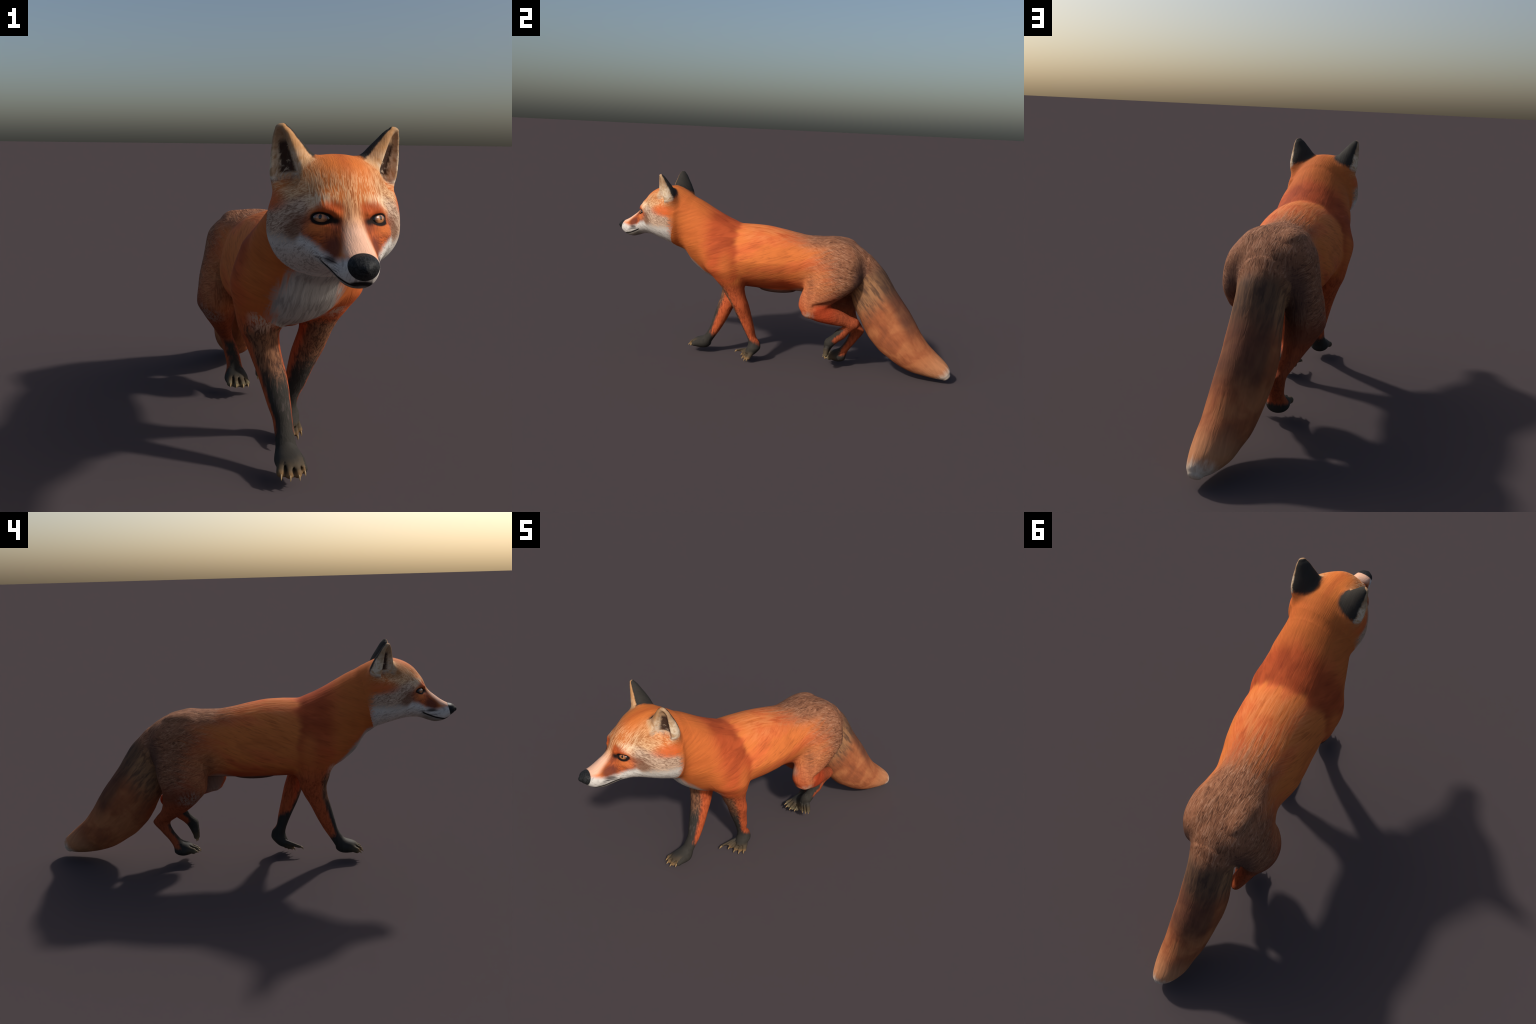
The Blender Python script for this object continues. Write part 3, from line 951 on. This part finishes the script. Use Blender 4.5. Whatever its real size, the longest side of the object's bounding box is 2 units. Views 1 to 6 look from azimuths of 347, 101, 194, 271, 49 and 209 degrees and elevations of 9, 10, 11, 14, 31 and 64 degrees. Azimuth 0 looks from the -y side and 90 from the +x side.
def paw_mat(k):
    m, b, (x, y, z) = new_mat('fox_paw')
    h = noise(vec(x * 60, y * 40, z * 60), 1.0, 3.0, 0.6, 0.4)
    cl = PAW[k]
    col = BLACK
    tipm = None
    for a, e, ra, rb in cl['toes']:
        mk = ell(x, y, z, [e[i] + (e[i] - a[i]) * 0.25 for i in range(3)], (0.011, 0.013, 0.013), 0.6)
        tipm = mk if tipm is None else mx(tipm, mk)
    tc = srgb(140, 108, 72) if k[1] == 'f' else srgb(112, 104, 82)
    wash = None
    for a, e, ra, rb in cl['toes']:
        mk = ell(x, y, z, e, (0.030, 0.032, 0.030), 0.6)
        wash = mk if wash is None else mx(wash, mk)
    col = mixc(col, srgb(84, 70, 52), wash * 0.7)
    col = mixc(col, tc, tipm * 0.8)
    col = scalec(col, 0.75 + 0.5 * h)
    finish(b, col, 0.6, h, 0.3, 0.003)
    return m
for k in PAW:
    MATS[k + '_paw'] = paw_mat(k)

# ---------------------------------------------------------------- tail
def tail_mat():
    m, b, (x, y, z) = new_mat('fox_tail')
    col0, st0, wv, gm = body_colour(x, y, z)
    s = (y - 0.5) * 0.672 - (z - 0.6) * 0.741
    n = (y - 0.5) * 0.741 + (z - 0.6) * 0.672
    st = noise(vec(x * 70, s * 11 - n * 5, n * 55), 1.0, 4.0, 0.6, 0.4)
    big = noise(vec(x * 9, s * 9, n * 9), 1.0, 3.0, 0.55, 0.4)
    base = mixc(srgb(154, 88, 56), srgb(172, 106, 68), step(big, 0.4, 0.6))
    base = mixc(base, srgb(120, 72, 52), step(big, 0.46, 0.30) * 0.45)
    upper = mixc(srgb(110, 80, 62), srgb(156, 112, 78), step(st, 0.33, 0.64))
    col = mixc(base, upper, step(s + (st - 0.5) * 0.12, 0.26, 0.12))
    dark = step(n - curve(s, [(0.0, 0.05), (0.1, 0.04), (0.3, 0.0), (0.45, -0.02), (0.74, -0.02)]) + (st - 0.5) * 0.05, -0.05, 0.0) * step(s, 0.50, 0.36)
    col = mixc(col, srgb(62, 48, 44), dark * 0.65)
    col = mixc(col, srgb(196, 138, 98), step(s, 0.55, 0.68) * 0.6)
    col = mixc(col, srgb(206, 188, 170), step(s + (st - 0.5) * 0.05, 0.685, 0.738))
    col = mixc(col0, col, step(s + (st - .5) * 0.06, -0.02, 0.06))
    col = grain(col, st, 0.6)
    finish(b, col, 0.78, st, 0.45, 0.007)
    return m
MATS['tail'] = tail_mat()

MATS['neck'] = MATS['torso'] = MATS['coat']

# =====================================================================
#  OBJECTS
# =====================================================================
col_ = bpy.context.scene.collection
fox = bpy.data.objects.new('red_fox', None)
col_.objects.link(fox)
fox['label'] = 'walking red fox with black legs and bushy tail'
fox['category'] = 'fox'

whole = bpy.data.meshes.new('skin')
whole.from_pydata(V.tolist(), [], Q.tolist())
whole.update()
VN = np.zeros(len(V) * 3)
whole.vertices.foreach_get('normal', VN)
VN = VN.reshape(-1, 3)
bpy.data.meshes.remove(whole)

NAMES = {'torso': 'torso', 'neck': 'neck', 'head': 'head', 'tail': 'tail', 'nose': 'nose', 'ear_l': 'ear', 'ear_r': 'ear',
         'lf': 'foreleg', 'rf': 'foreleg', 'lh': 'hind_leg', 'rh': 'hind_leg',
         'lf_paw': 'paw', 'rf_paw': 'paw', 'lh_paw': 'paw', 'rh_paw': 'paw'}
OB = {}
for r in NAMES:
    q = Q[REG == r]
    if not len(q):
        continue
    u, inv = np.unique(q, return_inverse=True)
    me = bpy.data.meshes.new(NAMES[r])
    me.from_pydata(V[u].tolist(), [], inv.reshape(-1, 4).tolist())
    me.polygons.foreach_set('use_smooth', np.ones(len(q), bool))
    me.normals_split_custom_set_from_vertices(VN[u].tolist())
    me.materials.append(MATS[r])
    me.update()
    o = bpy.data.objects.new(NAMES[r], me)
    col_.objects.link(o)
    OB[r] = o
for r, o in OB.items():
    o.parent = OB['head'] if r in ('nose', 'ear_l', 'ear_r') else OB[r[:2]] if r.endswith('_paw') else fox

# ---------------------------------------------------------------- eyes
def eye_mat():
    m, b, (x, y, z) = new_mat('fox_eye')        # object space: x along lid, z up, -y outward
    r = sqrt(x * x + z * z)
    fib = noise(vec(x * 300, z * 300, y * 0), 1.0, 2.0, 0.6)
    iris = mixc(srgb(184, 120, 74), srgb(118, 70, 42), step(r + (fib - 0.5) * 0.006, 0.007, 0.015))
    pup = sqrt((x / 0.0046) * (x / 0.0046) + ((z - 0.0035) / 0.0062) * ((z - 0.0035) / 0.0062))
    c = mixc(iris, srgb(16, 10, 9), step(pup, 1.15, 0.85))
    rim = sqrt((x / 0.0205) * (x / 0.0205) + (z / 0.0125) * (z / 0.0125))
    c = mixc(c, srgb(22, 17, 15), step(rim, 0.80, 0.92))
    finish(b, c, 0.2, None, spec=0.5)
    b.inputs['Coat Weight'].default_value = 0.6
    b.inputs['Coat Roughness'].default_value = 0.05
    return m
EM = eye_mat()
def eye_mesh():
    me = bpy.data.meshes.new('eye')
    vs, fs = [], []
    nu, nv = 32, 16
    for j in range(nv + 1):
        ph = math.pi * j / nv
        for i in range(nu):
            th = 2 * math.pi * i / nu
            vs.append((0.0235 * math.sin(ph) * math.cos(th), -0.011 * math.cos(ph), 0.0140 * math.sin(ph) * math.sin(th)))
    for j in range(nv):
        for i in range(nu):
            a, b_ = j * nu + i, j * nu + (i + 1) % nu
            fs.append((a, b_, b_ + nu, a + nu))
    me.from_pydata(vs, [], fs)
    me.polygons.foreach_set('use_smooth', [True] * len(fs))
    me.materials.append(EM)
    me.update()
    return me
EYE = eye_mesh()
for sx in (-1, 1):
    # settle each eye on the skin: march in from outside along the facing direction
    nrm = np.array((sx * 0.57, -0.82, 0.12))
    nrm /= np.linalg.norm(nrm)
    p = np.array((sx * 0.068, -0.8125, 0.8425)) + nrm * 0.03
    for _ in range(200):
        w = from_head(p)
        i = np.clip(((np.array(w) - LO) / H).round().astype(int), 0, N - 1)
        if D[tuple(i)] < 0.001:
            break
        p = p - nrm * 0.0005
    ly = -nrm
    lx = np.array((-ly[1], ly[0], 0)) * -1
    lx = np.cross(ly, (0, 0, 1.0))
    lx /= np.linalg.norm(lx)
    lz = np.cross(lx, ly)
    M = Matrix(((lx[0], ly[0], lz[0]), (lx[1], ly[1], lz[1]), (lx[2], ly[2], lz[2])))
    M = Matrix.Rotation(-YAW, 3, 'Z') @ M
    o = bpy.data.objects.new('eye', EYE)
    o.matrix_world = Matrix.Translation(from_head(p - nrm * 0.0052)) @ M.to_4x4()
    col_.objects.link(o)
    o.parent = OB['head']

# ---------------------------------------------------------------- claws
def claw_mat():
    m, b, (x, y, z) = new_mat('fox_claw')
    h = noise(vec(x * 200, y * 60, z * 200), 1.0, 2.0, 0.5)
    c = mixc(srgb(158, 130, 88), srgb(104, 82, 56), step(y, 0.018, 0.0) * 0.7)
    c = scalec(c, 0.75 + 0.5 * h)
    finish(b, c, 0.45, None, spec=0.4)
    return m
CM = claw_mat()
def claw_mesh():
    """curved tapering claw along +y, drooping in -z"""
    me = bpy.data.meshes.new('claw')
    vs, fs = [], []
    nr, ns = 10, 9
    for j in range(ns):
        t = j / (ns - 1)
        y = 0.021 * t
        zc = 0.004 * math.sin(math.pi * t * 0.7) - 0.006 * t * t
        r = 0.0062 * (1 - t) ** 0.75 + 0.0004
        for i in range(nr):
            a = 2 * math.pi * i / nr
            vs.append((0.72 * r * math.cos(a), y, zc + r * math.sin(a)))
    for j in range(ns - 1):
        for i in range(nr):
            a, b_ = j * nr + i, j * nr + (i + 1) % nr
            fs.append((a, b_, b_ + nr, a + nr))
    fs.append(tuple(range((ns - 1) * nr, ns * nr)))
    me.from_pydata(vs, [], fs)
    me.polygons.foreach_set('use_smooth', [True] * len(fs))
    me.materials.append(CM)
    me.update()
    return me
CLAW = claw_mesh()
for k, p in PAW.items():
    for a, e, ra, rb in p['toes']:
        d = Vector(e) - Vector(a)
        d.normalize()
        d = (d + Vector(p['drop']).normalized() * 0.9).normalized()
        o = bpy.data.objects.new('claw', CLAW)
        rot = d.to_track_quat('Y', 'Z').to_matrix().to_4x4()
        o.matrix_world = Matrix.Translation(Vector(e) + d * rb * 0.55 + Vector((0, 0, 0.002))) @ rot
        col_.objects.link(o)
        o.parent = OB[k]
